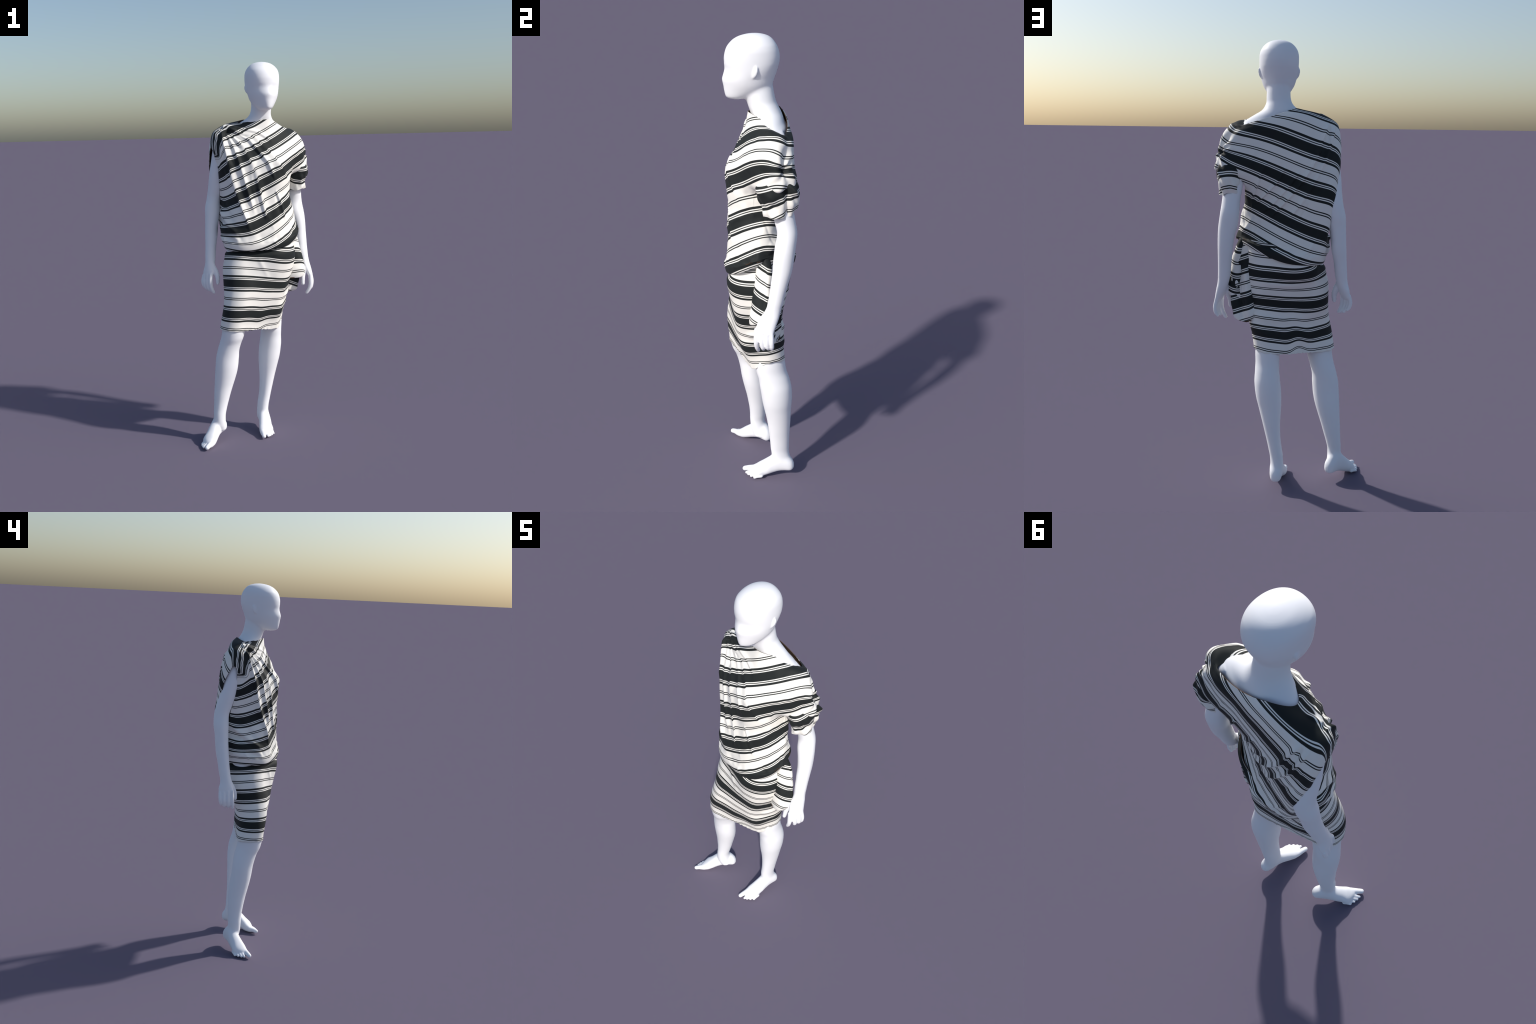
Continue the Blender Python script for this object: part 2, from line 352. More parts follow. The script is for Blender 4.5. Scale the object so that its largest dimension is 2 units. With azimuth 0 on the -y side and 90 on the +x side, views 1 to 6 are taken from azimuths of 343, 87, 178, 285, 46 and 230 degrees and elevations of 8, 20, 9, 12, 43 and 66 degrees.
def fold(P2, poly, amp, w, steep=1.0, fade=(.08, .2)):
    """soft ridge along a polyline; steep < 1 makes one flank sharper"""
    d, run, side = poly_dist(P2, poly)
    ww = np.where(side < 0, w * steep, w)
    f = np.exp(-(d / ww) ** 2)
    if fade: f = f * smooth01(0, fade[0], run + .02) * (1 - smooth01(1 - fade[1], 1.001, run))
    return amp * f

def cloth_object(name, P, phase, u_len, faces, parent=dress, thick=.0028, downward=True):
    """cloth with its flat pattern as rest shape and the worn drape as shape key; stripes live on the pattern"""
    n = P.reshape(-1, 3)
    if downward: faces = faces[:, ::-1]          # rows run down the body: keep the right side of the cloth outside
    flat = np.stack([u_len.ravel(), phase.ravel(), np.zeros(phase.size)], -1)
    used = np.unique(faces.ravel()); remap = np.full(len(n), -1); remap[used] = np.arange(len(used))
    me = new_mesh(name, flat[used], remap[faces])
    me.use_auto_texspace = False; me.texspace_location = (0, 0, 0); me.texspace_size = (1, 1, 1)
    me.polygons.foreach_set('use_smooth', np.ones(len(me.polygons), bool))
    me.materials.append(M_CLOTH); me.materials.append(M_LINING)
    o = bpy.data.objects.new(name, me); link(o, parent)
    o.shape_key_add(name='pattern'); k = o.shape_key_add(name='worn')
    k.data.foreach_set('co', np.ascontiguousarray(n[used], dtype=np.float32).ravel()); k.value = 1
    sd = o.modifiers.new('cloth_thickness', 'SOLIDIFY'); sd.thickness = thick; sd.offset = -1
    sd.material_offset = 1; sd.material_offset_rim = 1
    return o

DUMP = {}
exec_phase = {}
# ---- bodice -------------------------------------------------------
# twelve points per ring: front middle, towards the sleeve side (+x), back, open side (-x)
BOD_T, BOD = [], []
def ring(t, *p): BOD_T.append(t); BOD.append(np.array(p, float))
EDGE = [1.034, 1.042, 1.072, 1.110, 1.100, 1.066, 1.043, 1.035, 1.033, 1.033, 1.032, 1.031]
def flat_ring(t, z, pts):
    z = np.broadcast_to(z, 12); ring(t, *[(x, y, zz) for (x, y), zz in zip(pts, z)])
bulge = [(.01, -.147), (.11, -.150), (.207, -.10), (.231, -.012), (.178, .088), (.094, .130), (.01, .150), (-.075, .142), (-.135, .108), (-.158, .035), (-.162, -.056), (-.098, -.126)]
bl = np.array(bulge); cen = np.array([.02, -.01])
flat_ring(0.0, np.array(EDGE) + .035, cen + (bl - cen) * .80)
flat_ring(0.35, np.array(EDGE) + .006, cen + (bl - cen) * .88)
flat_ring(0.6, np.array(EDGE) + .002, cen + (bl - cen) * .955)
flat_ring(1.0, np.array(EDGE) + .028, bl)
flat_ring(2.0, np.array(EDGE) * .55 + 1.145 * .45 + .02, [(.01, -.141), (.105, -.145), (.208, -.088), (.235, -.002), (.172, .075), (.093, .112), (.01, .134), (-.08, .136), (-.146, .114), (-.168, .045), (-.180, -.022), (-.102, -.121)])
flat_ring(3.0, 1.225, [(.01, -.132), (.10, -.134), (.190, -.083), (.223, .004), (.166, .063), (.093, .090), (.01, .116), (-.085, .134), (-.164, .134), (-.152, .065), (-.160, -.010), (-.095, -.109)])
flat_ring(4.0, 1.315, [(.01, -.125), (.10, -.130), (.178, -.082), (.206, .014), (.167, .071), (.095, .098), (.01, .121), (-.09, .140), (-.176, .143), (-.178, .09), (-.158, .03), (-.108, -.087)])
flat_ring(5.0, 1.395, [(.02, -.126), (.105, -.134), (.184, -.076), (.208, .025), (.208, .105), (.115, .117), (.01, .127), (-.09, .137), (-.182, .135), (-.194, .085), (-.166, .02), (-.120, -.079)])
flat_ring(6.0, np.array([1.475, 1.475, 1.468, 1.450, 1.455, 1.472] + [1.475] * 6), [(.02, -.122), (.11, -.134), (.202, -.072), (.322, .034), (.286, .128), (.145, .131), (.01, .129), (-.09, .132), (-.190, .124), (-.206, .072), (-.180, .008), (-.128, -.071)])
flat_ring(7.0, 1.555, [(.03, -.091), (.12, -.086), (.240, -.055), (.313, .038), (.263, .113), (.155, .131), (.01, .127), (-.09, .124), (-.192, .104), (-.213, .045), (-.202, -.002), (-.132, -.050)])
ring(8.0, (.045, -.062, 1.62), (.13, -.055, 1.622), (.226, -.018, 1.625), (.284, .050, 1.620), (.245, .111, 1.607), (.15, .130, 1.61), (.02, .126, 1.62), (-.08, .115, 1.634), (-.172, .084, 1.640), (-.202, .038, 1.637), (-.190, -.002, 1.632), (-.098, -.035, 1.631))
ring(9.0, (.068, -.046, 1.668), (.132, -.028, 1.665), (.200, .012, 1.660), (.245, .068, 1.645), (.208, .110, 1.633), (.13, .121, 1.645), (.04, .119, 1.667), (-.04, .108, 1.684), (-.120, .073, 1.684), (-.150, .026, 1.676), (-.112, -.002, 1.676), (-.02, -.03, 1.673))
ring(10.0, (.088, -.038, 1.706), (.135, .0, 1.690), (.172, .036, 1.668), (.214, .086, 1.636), (.190, .104, 1.643), (.135, .112, 1.660), (.062, .11, 1.684), (.012, .098, 1.702), (-.02, .084, 1.709), (-.058, .05, 1.698), (-.058, .012, 1.692), (.01, -.02, 1.700))
NU, NT = 420, 330
RB = np.stack([periodic(r, NU) for r in BOD]); tq = np.linspace(0, 10, NT)
PB = pchip(BOD_T, RB, tq)
ub = np.arange(NU) * 12 / NU
NB = grid_normals(PB)
if (NB[NT // 2, 0, 1] > 0): NB = -NB
pts = PB.reshape(-1, 3); xz = pts[:, [0, 2]]
UU = np.broadcast_to(ub, (NT, NU)).ravel(); TT = np.broadcast_to(tq[:, None], (NT, NU)).ravel()
def around(c, half, soft=.6):
    d = np.abs((UU - c + 6) % 12 - 6); return 1 - smooth01(half - soft, half + soft, d)
FR, BK = around(0.2, 3.0), around(6.0, 2.6)
body_w = smooth01(.6, 1.3, TT) * (1 - .9 * smooth01(9.3, 10, TT))
disp = np.zeros(len(pts))
# pleats fanning out from the gathered shoulder over the front
fan = [([(-.166, 1.655), (-.160, 1.577), (-.128, 1.396), (-.085, 1.229), (-.055, 1.12)], .013, .013, .45),
       ([(-.150, 1.655), (-.108, 1.54), (-.066, 1.36), (-.030, 1.22)], .0085, .011, .6),
       ([(-.140, 1.66), (-.068, 1.575), (-.012, 1.42), (.026, 1.26), (.04, 1.15)], .0055, .019, .8),
       ([(-.130, 1.665), (-.03, 1.60), (.045, 1.49), (.085, 1.385)], .0075, .012, .5),
       ([(-.120, 1.668), (.0, 1.615), (.085, 1.52), (.155, 1.41), (.18, 1.34)], .0035, .020, .8),
       ([(-.110, 1.670), (.02, 1.640), (.10, 1.59)], .0045, .011, .6),
       ([(-.172, 1.64), (-.178, 1.50), (-.165, 1.38), (-.15, 1.28)], .006, .009, .7),
       ([(-.005, 1.36), (.01, 1.28), (.03, 1.19)], .0045, .009, .6),
       ([(.085, 1.34), (.115, 1.27), (.14, 1.18)], .0045, .010, .6)]
jog = np.zeros(len(pts))
for kf, (poly, a, w, st) in enumerate(fan):
    disp += fold(xz, poly, a * 1.25, w, st) * FR
    d_, run_, side_ = poly_dist(xz, poly)
    jog -= (.026, .012, .020, .010, .016, .008, .015, .006, .012)[kf] * np.tanh(side_ * d_ / .003) * np.exp(-(d_ / .03) ** 2) * FR * smooth01(0, .1, run_) * (1 - smooth01(.8, 1, run_))
# valleys between the pleats near the gather
for k, ang in enumerate((16, 34, 52, 68)):
    a = math.radians(ang); p0 = np.array((-.150, 1.660)); d_ = np.array((math.sin(a), -math.cos(a)))
    disp += fold(xz, [p0 + d_ * .01, p0 + d_ * .05, p0 + d_ * .13], -.007, .0075) * FR
# gathers crossing the shoulder into the knot
KR_ = np.array((-.163, .008, 1.668))
for tgt in [(-.195, .085, 1.60), (-.165, .10, 1.62), (-.12, .105, 1.645), (-.08, .10, 1.67), (-.20, .03, 1.60), (-.198, .0, 1.59), (-.10, .03, 1.69), (-.09, -.01, 1.68)]:
    tg = np.array(tgt); disp += fold(pts, [KR_ + (tg - KR_) * .1, KR_ + (tg - KR_) * .5, tg], .0065, .0065, fade=(.1, .5))
disp -= .008 * np.exp(-(np.linalg.norm(pts - KR_, axis=1) / .02) ** 2)
# diagonal soft folds over the back
for poly, a, w in [([(-.150, 1.64), (-.138, 1.606), (-.107, 1.501), (-.076, 1.447), (-.014, 1.359), (.058, 1.277), (.11, 1.22)], .0055, .012),
                   ([(-.178, 1.63), (-.173, 1.60), (-.142, 1.488), (-.087, 1.38), (-.03, 1.29), (.03, 1.22)], .0045, .012),
                   ([(.03, 1.46), (.065, 1.394), (.137, 1.318), (.17, 1.29)], .004, .011),
                   ([(.11, 1.48), (.137, 1.421), (.165, 1.335), (.18, 1.30)], .004, .010),
                   ([(-.03, 1.44), (.02, 1.37), (.09, 1.29), (.15, 1.25)], .0035, .012),
                   ([(-.16, 1.64), (-.155, 1.56), (-.125, 1.47)], -.003, .008)]:
    disp += fold(xz, poly, a * 1.8, w * .8, .45) * BK
# cowl swags at the open side
for poly, a, w in [([(-.175, .085, 1.255), (-.160, .02, 1.225), (-.140, -.06, 1.155), (-.095, -.125, 1.105)], .020, .015),
                   ([(-.185, .07, 1.16), (-.166, -.01, 1.140), (-.140, -.075, 1.110), (-.09, -.125, 1.080)], .013, .012),
                   ([(-.172, .07, 1.205), (-.160, -.01, 1.178), (-.138, -.07, 1.130)], -.013, .010),
                   ([(-.165, .02, 1.29), (-.15, -.03, 1.24), (-.128, -.08, 1.17)], -.006, .014)]:
    disp += fold(pts, poly, a, w, fade=(.15, .25))
# folds pulled out of the sleeve gather and along the sleeve side waist
KN = np.array((.300, .084, 1.525)); dk = np.linalg.norm(pts - KN, axis=1)
seam = [(.225, .09, 1.632), (.262, .090, 1.59), (.300, .084, 1.525), (.312, .09, 1.45), (.315, .09, 1.38)]
dsm, rsm, _ = poly_dist(pts, seam)
pucker = (.8 + .35 * np.sin(rsm * 27)) * smooth01(0, .12, rsm) * smooth01(0, .1, 1.02 - rsm)
disp += .026 * ((dsm / .027) ** 2 - .6) * np.exp(-(dsm / .027) ** 2) * pucker - .012 * np.exp(-(dk / .022) ** 2)
disp += .0035 * np.sin(7 * np.arctan2(pts[:, 2] - KN[2], pts[:, 1] - KN[1])) * np.exp(-(dk / .065) ** 2) * smooth01(0, .02, dk)
for tgt, a in [((.25, -.03, 1.60), .006), ((.27, -.02, 1.50), .006), ((.30, .0, 1.43), .006), ((.26, .14, 1.60), .006), ((.27, .16, 1.53), .008), ((.30, .15, 1.45), .008), ((.315, .03, 1.56), .004)]:
    disp += fold(pts, [KN + (np.array(tgt) - KN) * .12, KN + (np.array(tgt) - KN) * .5, np.array(tgt)], a * 1.6, .009, fade=(.1, .5))
for p in [[(.20, .03, 1.33), (.17, -.09, 1.30), (.11, -.135, 1.25)], [(.205, .02, 1.26), (.17, -.09, 1.215), (.12, -.14, 1.17)], [(.205, .03, 1.30), (.17, .10, 1.27), (.11, .13, 1.22)],
          [(.21, .02, 1.20), (.17, .10, 1.16), (.09, .125, 1.115)], [(.21, .0, 1.19), (.18, -.10, 1.14), (.10, -.15, 1.09)]]:
    disp += fold(pts, p, .005, .012, fade=(.1, .4))
# short irregular creases so that no two pleats match
for k in range(46):
    u0, t0 = rng.uniform(0, 12), rng.uniform(1.4, 8.2)
    if 8.0 < u0 < 10.0: continue
    i0 = int(t0 / 10 * (NT - 1)); j0 = int(u0 / 12 * NU); c0 = PB[i0, j0]
    lean = (.35 if (u0 < 3.2 or u0 > 9.5) else -.45) + rng.normal(0, .35)
    L_ = rng.uniform(.05, .12); i1 = int(np.clip(i0 - L_ / .0021, 2, NT - 3)); j1 = (j0 + int(lean * L_ / .0026)) % NU
    mid = PB[(i0 + i1) // 2, (j0 + int(lean * L_ / .0052)) % NU]
    disp += fold(pts, [c0, mid, PB[i1, j1]], rng.choice((-1, 1), p=(.35, .65)) * rng.uniform(.0015, .0042), rng.uniform(.005, .011), fade=(.3, .4))
# low frequency slackness
disp += .0035 * vnoise(pts, 14, 3.) * smooth01(.8, 2, TT) * (1 - smooth01(8.5, 10, TT)) + .003 * vnoise(pts, 30, 9.) * around(3, 1.3) * (1 - smooth01(9, 10, TT))
disp -= .0045 * FR * smooth01(1.2, 2.5, TT) * (1 - smooth01(7.5, 9, TT))
disp += .006 * vnoise(pts, 26, 14.) * smooth01(.85, 1.3, TT) * (1 - smooth01(1.8, 3.0, TT))
disp *= body_w
PBd = (pts + NB.reshape(-1, 3) * disp[:, None]).reshape(NT, NU, 3)

# STRIPE COORDINATES (in repeats; whole numbers are the middles of dark bands)
def powers(p, c0, sc, deg):
    q = (p - np.array(c0)) / np.array(sc)
    return np.stack([q[:, 0] ** i * q[:, 1] ** j * q[:, 2] ** k for i in range(deg + 1) for j in range(deg + 1 - i) for k in range(deg + 1 - i - j)], 1)
def bodice_basis(p, d):
    """bias-cut flow of the stripes (quartic in space) + pinch into the sleeve gather + jogs over the pleats"""
    dk = np.linalg.norm(p - KN, axis=1); s = np.tanh((p[:, 2] - 1.525) / .035)
    return np.concatenate([powers(p, (0, 0, 1.35), (.2, .15, .3), 4), np.stack([s * np.exp(-(dk / .05) ** 2), s * np.exp(-(dk / .10) ** 2)], 1)], 1)
PH_BODICE = [1.958, 1.827, 0.090, -0.040, -0.094, -0.004, 0.232, 0.014, -0.057, -0.183, -0.215, -0.008, -0.127, -0.182, -0.042, -0.814, -0.078, 0.299, 0.031, -0.080, 0.028, -0.018, 0.303, 0.240, 0.070, 0.002, 0.002, -0.253, 0.097, 0.033, -0.060, 0.152, 0.035, -0.064, -0.060, 0.127, 0.102]
def shoulder_blend(p):
    """over the gathered shoulder the stripes run along the shoulder line and mirror about it"""
    sd = np.sqrt((p[:, 1] - .010) ** 2 + .004 ** 2)
    w = smooth01(.025, .06, -p[:, 0]) * smooth01(1.50, 1.53, p[:, 2]) * (1 - smooth01(.018, .052, sd))
    return w, 4.25 - 7.5 * sd
AB = bodice_basis(pts, disp)
shw, shp = shoulder_blend(pts)
shp = shp + .04 * vnoise(pts, 30, 21.) * shw
phB = (AB @ np.array(PH_BODICE) * (1 - shw) + shp * shw + jog) if len(PH_BODICE) > 1 else pts[:, 2] * 6

# arm opening at the -x side
fc = grid_faces(NT, NU)
uc = UU[fc]; uc = np.where(uc.max(1, keepdims=True) - uc.min(1, keepdims=True) > 6, np.where(uc < 6, uc + 12, uc), uc).mean(1); tcn = TT[fc].mean(1)
def hole(u, t):
    tm = (t - 5.35) / 1.80                                  # -1 at the bottom, +1 at the top
    half_f = .70 * np.sqrt(np.clip(1 - np.abs(tm) ** 3.0, 0, 1)); half_b = .36 * np.sqrt(np.clip(1 - np.abs(tm) ** 3.0, 0, 1))
    return (np.abs(tm) < 1) & (u < 9.05 + half_f) & (u > 9.05 - half_b)
keep = ~hole(uc, tcn)
fcB = fc[keep]
# even out the cut edge
def relax_border(P, F, it=12):
    e = np.sort(np.concatenate([F[:, [0, 1]], F[:, [1, 2]], F[:, [2, 3]], F[:, [3, 0]]]), 1)
    ue, cnt = np.unique(e, axis=0, return_counts=True); be = ue[cnt == 1]
    n = len(P); inner = (be >= NU).all(1) & (be < n - NU).all(1); be = be[inner]
    for _ in range(it):
        acc = np.zeros_like(P); c = np.zeros(n)
        np.add.at(acc, be[:, 0], P[be[:, 1]]); np.add.at(acc, be[:, 1], P[be[:, 0]]); np.add.at(c, be.ravel(), 1)
        m = c > 0; P[m] = .5 * P[m] + .5 * acc[m] / c[m][:, None]
    return P
PBf = relax_border(PBd.reshape(-1, 3).copy(), fcB)
bodice = cloth_object('bodice', PBf.reshape(NT, NU, 3), phB, np.repeat(ub[None] * .1, NT, 0), fcB, downward=False)

# ---- sleeve -------------------------------------------------------
SLV = [(0, .236, .285, .045, .115), ]
def ell_ring(z, cx, cy, rx, ry, n=12, tilt=0.):
    a = np.arange(n) * 2 * np.pi / n
    return np.stack([cx + rx * np.sin(a), cy - ry * np.cos(a), z + tilt * np.cos(a)], -1)
SR = [(0.0, ell_ring(1.485, .262, .066, .044, .060)), (1.0, ell_ring(1.443, .267, .060, .0590, .084)), (2.0, ell_ring(1.405, .2695, .065, .0540, .080)),
      (3.0, ell_ring(1.370, .268, .070, .047, .068)), (4.0, ell_ring(1.347, .2665, .068, .0465, .062, tilt=-.006)), (4.6, ell_ring(1.337, .266, .067, .0455, .060, tilt=-.008))]
SU, ST = 200, 110
RS = np.stack([periodic(r, SU) for _, r in SR]); ts = np.linspace(0, 4.6, ST)
PS = pchip([t for t, _ in SR], RS, ts); NS = grid_normals(PS)
if NS[ST // 2, 0, 1] > 0: NS = -NS
sp = PS.reshape(-1, 3); ang = np.broadcast_to(np.arange(SU) * 2 * np.pi / SU, (ST, SU)).ravel(); TS = np.broadcast_to(ts[:, None], (ST, SU)).ravel()
ds = fold(sp, [(.318, .09, 1.49), (.322, .095, 1.42), (.315, .10, 1.345)], -.016, .011, fade=None)
for tgt, a in [((.27, -.005, 1.44), .006), ((.285, .0, 1.40), .005), ((.27, .15, 1.44), .008), ((.30, .14, 1.40), .009), ((.30, .03, 1.37), .006), ((.30, .12, 1.36), .006)]:
    ds += fold(sp, [(.318, .088, 1.50), tuple((np.array((.318, .088, 1.50)) + np.array(tgt)) / 2), tgt], a * 1.5, .009, fade=(.1, .4))
ds += .0016 * np.sin(ang * 9 + 6 * sp[:, 2] / .1) * smooth01(.8, 2, TS) + .003 * np.sin(ang * 5 + 1.) * smooth01(2.5, 4.5, TS) + .006 * vnoise(sp, 25, 5.)
ds *= smooth01(0, 1.2, TS)
PSd = sp + NS.reshape(-1, 3) * ds[:, None]
PSd[:, 2] += (.005 * np.sin(ang * 2 + .6) + .0025 * np.sin(ang * 5)) * smooth01(3.2, 4.6, TS)
def sleeve_basis(a, p):
    w = (p[:, 2] - 1.4) / .06
    return np.stack([np.ones_like(a), np.cos(a), np.sin(a), w, w * np.cos(a), w * np.sin(a), w * w], 1)
PH_SLEEVE = [.80, .165, 0., .33, 0., 0., 0.]
phS = sleeve_basis(ang, sp) @ np.array(PH_SLEEVE)
sleeve = cloth_object('sleeve', PSd.reshape(ST, SU, 3), phS, ang * .08, grid_faces(ST, SU))

# ---- skirt: wrapped round both thighs; each level is the hull of four rounds (one per leg, two for seat and knee) --------
SKL = [(1.10, (-.060, -.012, .095), (.080, -.005, .128), (-.03, .036, .103), (-.03, .022, .100)), (1.04, (-.063, -.014, .096), (.086, -.014, .130), (-.03, .040, .104), (-.03, .022, .100)), (1.00, (-.065, -.015, .098), (.087, -.016, .130), (-.03, .034, .104), (-.03, .016, .100)),
       (.92, (-.080, -.026, .098), (.088, -.016, .117), (-.035, -.006, .090), (.075, -.038, .099)), (.84, (-.080, -.044, .102), (.103, -.004, .086), (-.03, -.016, .076), (.088, -.042, .077)), (.76, (-.112, -.070, .081), (.112, .020, .067), (.066, -.038, .076), (-.03, -.012, .064)),
       (.70, (-.132, -.078, .072), (.101, .024, .062), (.068, -.032, .070), (-.045, -.012, .062)), (.64, (-.142, -.074, .0715), (.095, .030, .061), (.070, -.022, .056), (-.05, -.018, .056)), (.58, (-.146, -.072, .0735), (.094, .032, .0625), (.072, -.01, .052), (-.05, -.02, .05))]
KU, KT = 400, 260
def hull_ring(c1, c2, c3, c4, n):
    th = np.arange(n) * 2 * np.pi / n
    cx, cy = (c1[0] + c2[0]) / 2, (c1[1] + c2[1]) / 2
    nn = np.linspace(0, 2 * np.pi, 720, endpoint=False); N = np.stack([np.cos(nn), np.sin(nn)], 1)
    h = np.max([N @ np.array([c[0] - cx, c[1] - cy]) + c[2] for c in (c1, c2, c3, c4)], axis=0)
    D = np.stack([np.sin(th), -np.cos(th)], 1)                         # th = 0 front, +x next
    c = D @ N.T; r = np.where(c > .05, h[None] / np.maximum(c, .05), 9).min(1)
    return np.stack([cx + r * D[:, 0], cy + r * D[:, 1]], 1)
KR = np.stack([hull_ring(*r[1:], KU) for r in SKL])
thk = np.arange(KU) * 2 * np.pi / KU
HEM_A = np.radians([0, 30, 55, 82, 92, 100, 110, 122, 135, 150, 165, 210, 250, 270, 290, 310, 330, 345])
HEM_Z = np.array([.611, .605, .597, .594, .620, .635, .649, .638, .629, .622, .618, .619, .616, .615, .624, .621, .615, .612])
hem = np.interp(thk, np.r_[HEM_A, 2 * np.pi], np.r_[HEM_Z, HEM_Z[0]])
for _ in range(10): hem = .5 * hem + .25 * (np.roll(hem, 1) + np.roll(hem, -1))
hem = hem + .0008 * np.sin(thk * 23 + 2 * np.sin(thk * 3)) + .0008 * np.sin(thk * 41)
sk = np.linspace(0, 1, KT)[:, None]; top = 1.10 + .05 * np.sin(thk)[None]; ZK = top + (hem[None] - top) * sk
zl = np.array([r[0] for r in SKL])[::-1]; KRr = KR[::-1]
PK = np.empty((KT, KU, 3))
for j in range(KU):
    q = pchip(zl, KRr[:, j], np.clip(ZK[:, j], .58, 1.099)); PK[:, j, :2] = q; PK[:, j, 2] = ZK[:, j]
for _ in range(6):
    PK[:, :, :2] = .5 * PK[:, :, :2] + .25 * (np.roll(PK[:, :, :2], 1, 1) + np.roll(PK[:, :, :2], -1, 1))
tuck = 1 - .24 * smooth01(1.005, 1.06, PK[:, :, 2]) * (.12 + .88 * smooth01(-.2, .5, np.cos(thk - np.radians(310)))[None])
ctr = np.array([.01, -.01]); PK[:, :, :2] = ctr + (PK[:, :, :2] - ctr) * tuck[..., None]
NK = grid_normals(PK)
if NK[KT // 2, 0, 1] > 0: NK = -NK
kp = PK.reshape(-1, 3); THK = np.broadcast_to(thk, (KT, KU)).ravel(); SKK = np.broadcast_to(sk, (KT, KU)).ravel()
dK = .004 * vnoise(kp, 9, 1.) * smooth01(0, .3, SKK)
for poly, a, w in [([(.20, .05, .98), (.10, .10, .955), (.0, .10, .94), (-.1, .07, .945)], .005, .014), ([(.19, .06, .82), (.10, .09, .79), (.0, .075, .775), (-.10, .04, .785)], .006, .016),
                   ([(.21, .0, .93), (.14, -.08, .91), (.03, -.13, .92)], .003, .015), ([(.20, .0, .80), (.15, -.05, .775), (.06, -.09, .76)], .006, .014), ([(.19, .01, .74), (.14, -.04, .725), (.06, -.08, .70)], .005, .013),
                   ([(.17, .03, .71), (.12, -.02, .675), (.06, -.06, .665)], .004, .011), ([(.19, .04, .78), (.15, .09, .74), (.07, .095, .70)], .005, .013), ([(-.02, -.13, 1.0), (.02, -.125, .92), (.05, -.11, .84)], .003, .012),
                   ([(.205, .075, .97), (.200, .085, .88), (.175, .09, .80)], .008, .013)]:
    dK += fold(kp, poly, a, w, fade=(.2, .35))
dK += .0010 * np.sin(THK * 31 + 1.5 * np.sin(THK * 4)) * smooth01(.955, 1.0, SKK)
PKd = kp + NK.reshape(-1, 3) * dK[:, None]
def skirt_basis(th, z, d):
    """Fourier in the turn round the body times a cubic in height"""
    F = [np.ones_like(th)]
    for k in range(1, 6): F += [np.cos(k * th), np.sin(k * th)]
    w = (np.minimum(z, 1.0) - .85) / .2
    return np.stack([f * w ** m for m in range(4) for f in F] + [d / .01], 1)
PH_SKIRT = [-1.029, -0.002, 0.023, 0.012, 0.077, -0.013, -0.002, 0.001, -0.019, 0.006, 0.003, 1.338, -0.071, 0.060, 0.013, -0.017, -0.002, -0.011, -0.010, 0.022, -0.010, -0.017, -0.010, -0.038, 0.018, 0.021, -0.067, 0.008, 0.007, -0.001, -0.003, -0.002, -0.000, 0.005, -0.037, -0.012, 0.000, -0.003, -0.002, -0.003, 0.001, -0.000, 0.000, -0.000, 0.001]
phK = (skirt_basis(THK, kp[:, 2], dK) @ np.array(PH_SKIRT) + 6 * np.maximum(kp[:, 2] - 1.0, 0)) if len(PH_SKIRT) > 1 else kp[:, 2] * 6
skirt = cloth_object('skirt', PKd.reshape(KT, KU, 3), phK, THK * .15, grid_faces(KT, KU))

# ---- side drape: two loops of spare cloth hanging from the sleeve-side hip --------
def drape_piece(rows, tlast, folds, name, basis_deg, coefs, seed):
    DU, DT = 150, 140
    P = pchip([t for t, _ in rows], np.stack([periodic(r, DU) for _, r in rows]), np.linspace(0, tlast, DT)); N = grid_normals(P)
    if N[DT // 2, int(DU / len(rows[0][1]) * 1.3), 0] < 0: N = -N
    p = P.reshape(-1, 3); d = .004 * vnoise(p, 22, seed)
    for poly, a, w in folds: d = d + fold(p, poly, a, w, fade=None)
    Pd = p + N.reshape(-1, 3) * d[:, None]
    ph = (powers(p, (.23, .03, .97), (.05, .08, .15), basis_deg) @ np.array(coefs)) if len(coefs) > 1 else p[:, 2] * 6
    cloth_object(name, Pd.reshape(DT, DU, 3), ph, np.broadcast_to(np.arange(DU) * .002, (DT, DU)), grid_faces(DT, DU))
    return p, Pd, d
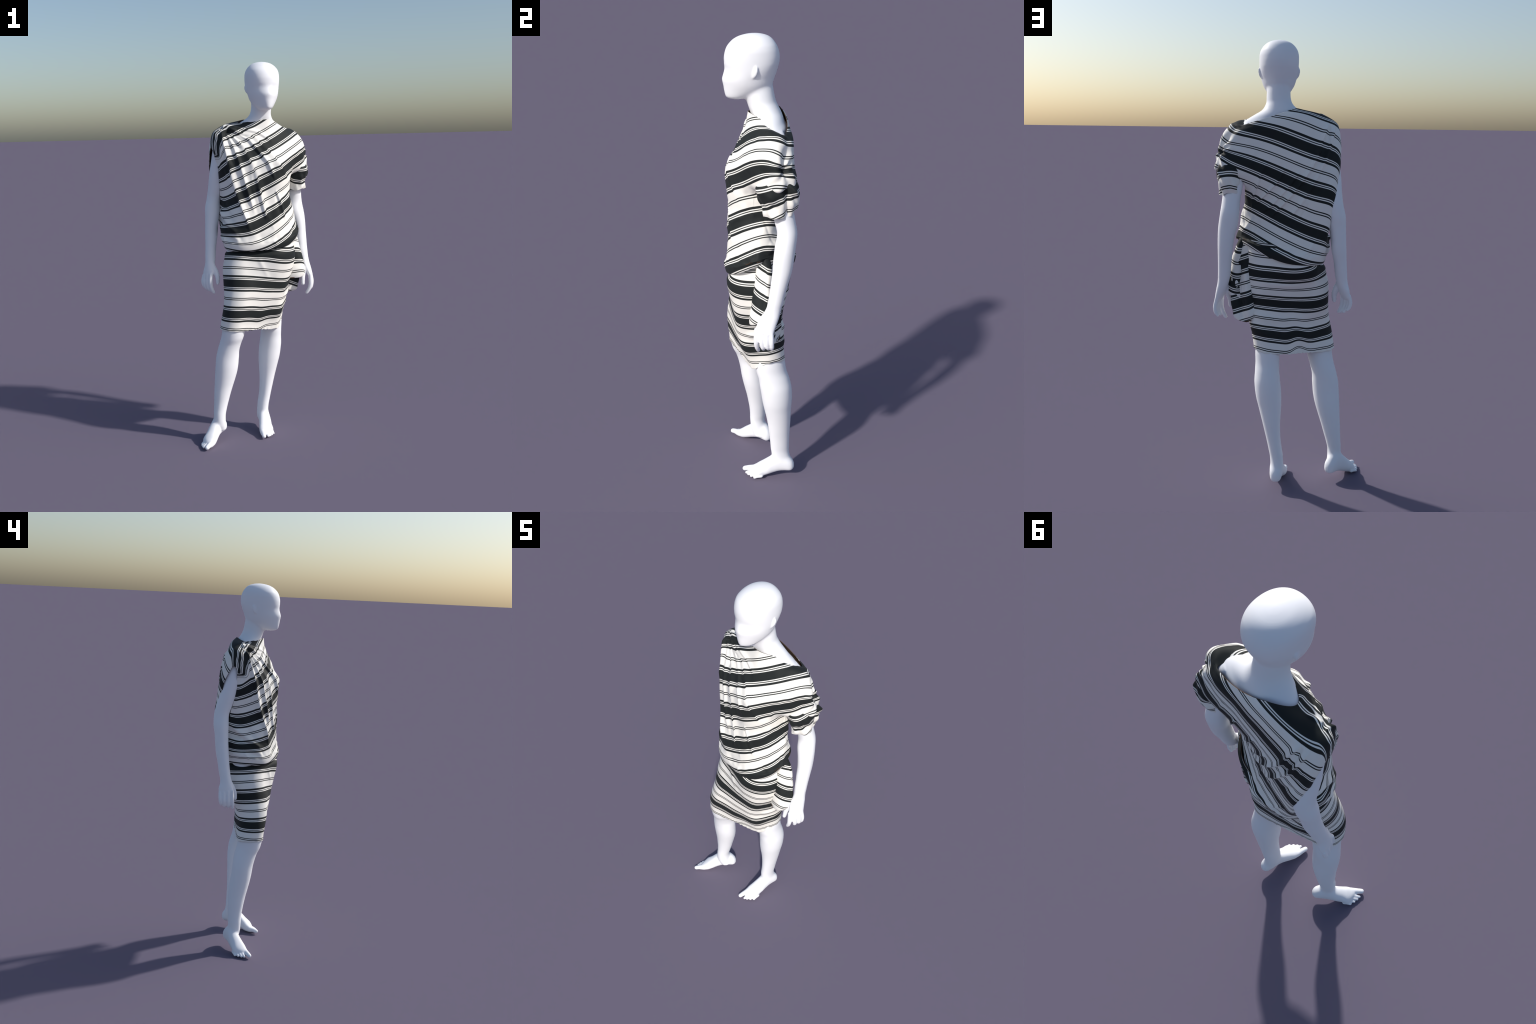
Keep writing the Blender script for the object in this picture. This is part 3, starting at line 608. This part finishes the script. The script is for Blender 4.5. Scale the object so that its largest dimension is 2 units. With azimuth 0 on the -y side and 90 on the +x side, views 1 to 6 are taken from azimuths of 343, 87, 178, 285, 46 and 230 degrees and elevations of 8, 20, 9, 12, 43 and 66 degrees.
DR = [(0.0, [(.203, -.025, 1.165), (.210, -.005, 1.165), (.208, .012, 1.165), (.196, .02, 1.165), (.188, -.01, 1.165)]),
      (1.0, [(.220, -.026, 1.09), (.243, .002, 1.09), (.246, .022, 1.09), (.215, .035, 1.09), (.185, -.01, 1.09)]),
      (2.0, [(.231, -.036, 1.02), (.262, -.006, 1.02), (.264, .020, 1.015), (.222, .036, 1.01), (.178, -.015, 1.02)]),
      (3.0, [(.239, -.050, .95), (.274, -.016, .95), (.272, .018, .945), (.222, .036, .94), (.17, -.02, .95)]),
      (4.0, [(.241, -.060, .882), (.281, -.023, .895), (.275, .015, .895), (.220, .034, .885), (.165, -.025, .875)]),
      (4.5, [(.237, -.058, .866), (.276, -.022, .880), (.268, .014, .880), (.215, .030, .872), (.167, -.025, .862)]),
      (5.0, [(.205, -.038, .870), (.232, -.012, .878), (.228, .010, .878), (.20, .018, .872), (.17, -.02, .866)])]
PH_DRAPE = [-.847, .825, .24, 0.]
dp, PDd, dd = drape_piece(DR, 5.0, [([(.247, .01, 1.09), (.268, .0, .98), (.276, -.004, .88)], -.004, .010)], 'side_drape', 1, PH_DRAPE, 8.)
DR2 = [(0.0, [(.198, .005, 1.13), (.206, .02, 1.13), (.195, .04, 1.13), (.170, .045, 1.13), (.165, .02, 1.13)]),
       (1.0, [(.215, .010, 1.07), (.233, .026, 1.07), (.208, .048, 1.065), (.172, .06, 1.06), (.16, .02, 1.07)]),
       (2.0, [(.226, .008, 1.00), (.250, .024, 1.00), (.216, .050, .99), (.172, .066, .985), (.15, .02, 1.0)]),
       (3.0, [(.232, .006, .93), (.257, .024, .93), (.218, .050, .92), (.170, .066, .915), (.145, .02, .93)]),
       (4.0, [(.232, .006, .86), (.257, .026, .86), (.212, .052, .85), (.166, .066, .845), (.14, .02, .86)]),
       (5.0, [(.228, .010, .80), (.251, .032, .798), (.206, .056, .785), (.162, .066, .795), (.14, .02, .80)]),
       (5.5, [(.220, .014, .786), (.240, .034, .778), (.202, .056, .768), (.164, .062, .78), (.145, .02, .79)]),
       (6.0, [(.195, .016, .792), (.205, .028, .788), (.188, .042, .782), (.164, .05, .79), (.15, .02, .795)])]
PH_DRAPE_BACK = [-.29, .885, 0., .125]
dp2, PDd2, dd2 = drape_piece(DR2, 6.0, [([(.195, .062, 1.0), (.192, .064, .90), (.180, .062, .80)], .009, .011), ([(.226, .046, 1.02), (.228, .046, .88), (.210, .05, .79)], -.010, .010), ([(.250, .022, 1.02), (.257, .02, .90), (.245, .03, .80)], .005, .008)], 'side_drape', 1, PH_DRAPE_BACK, 12.)
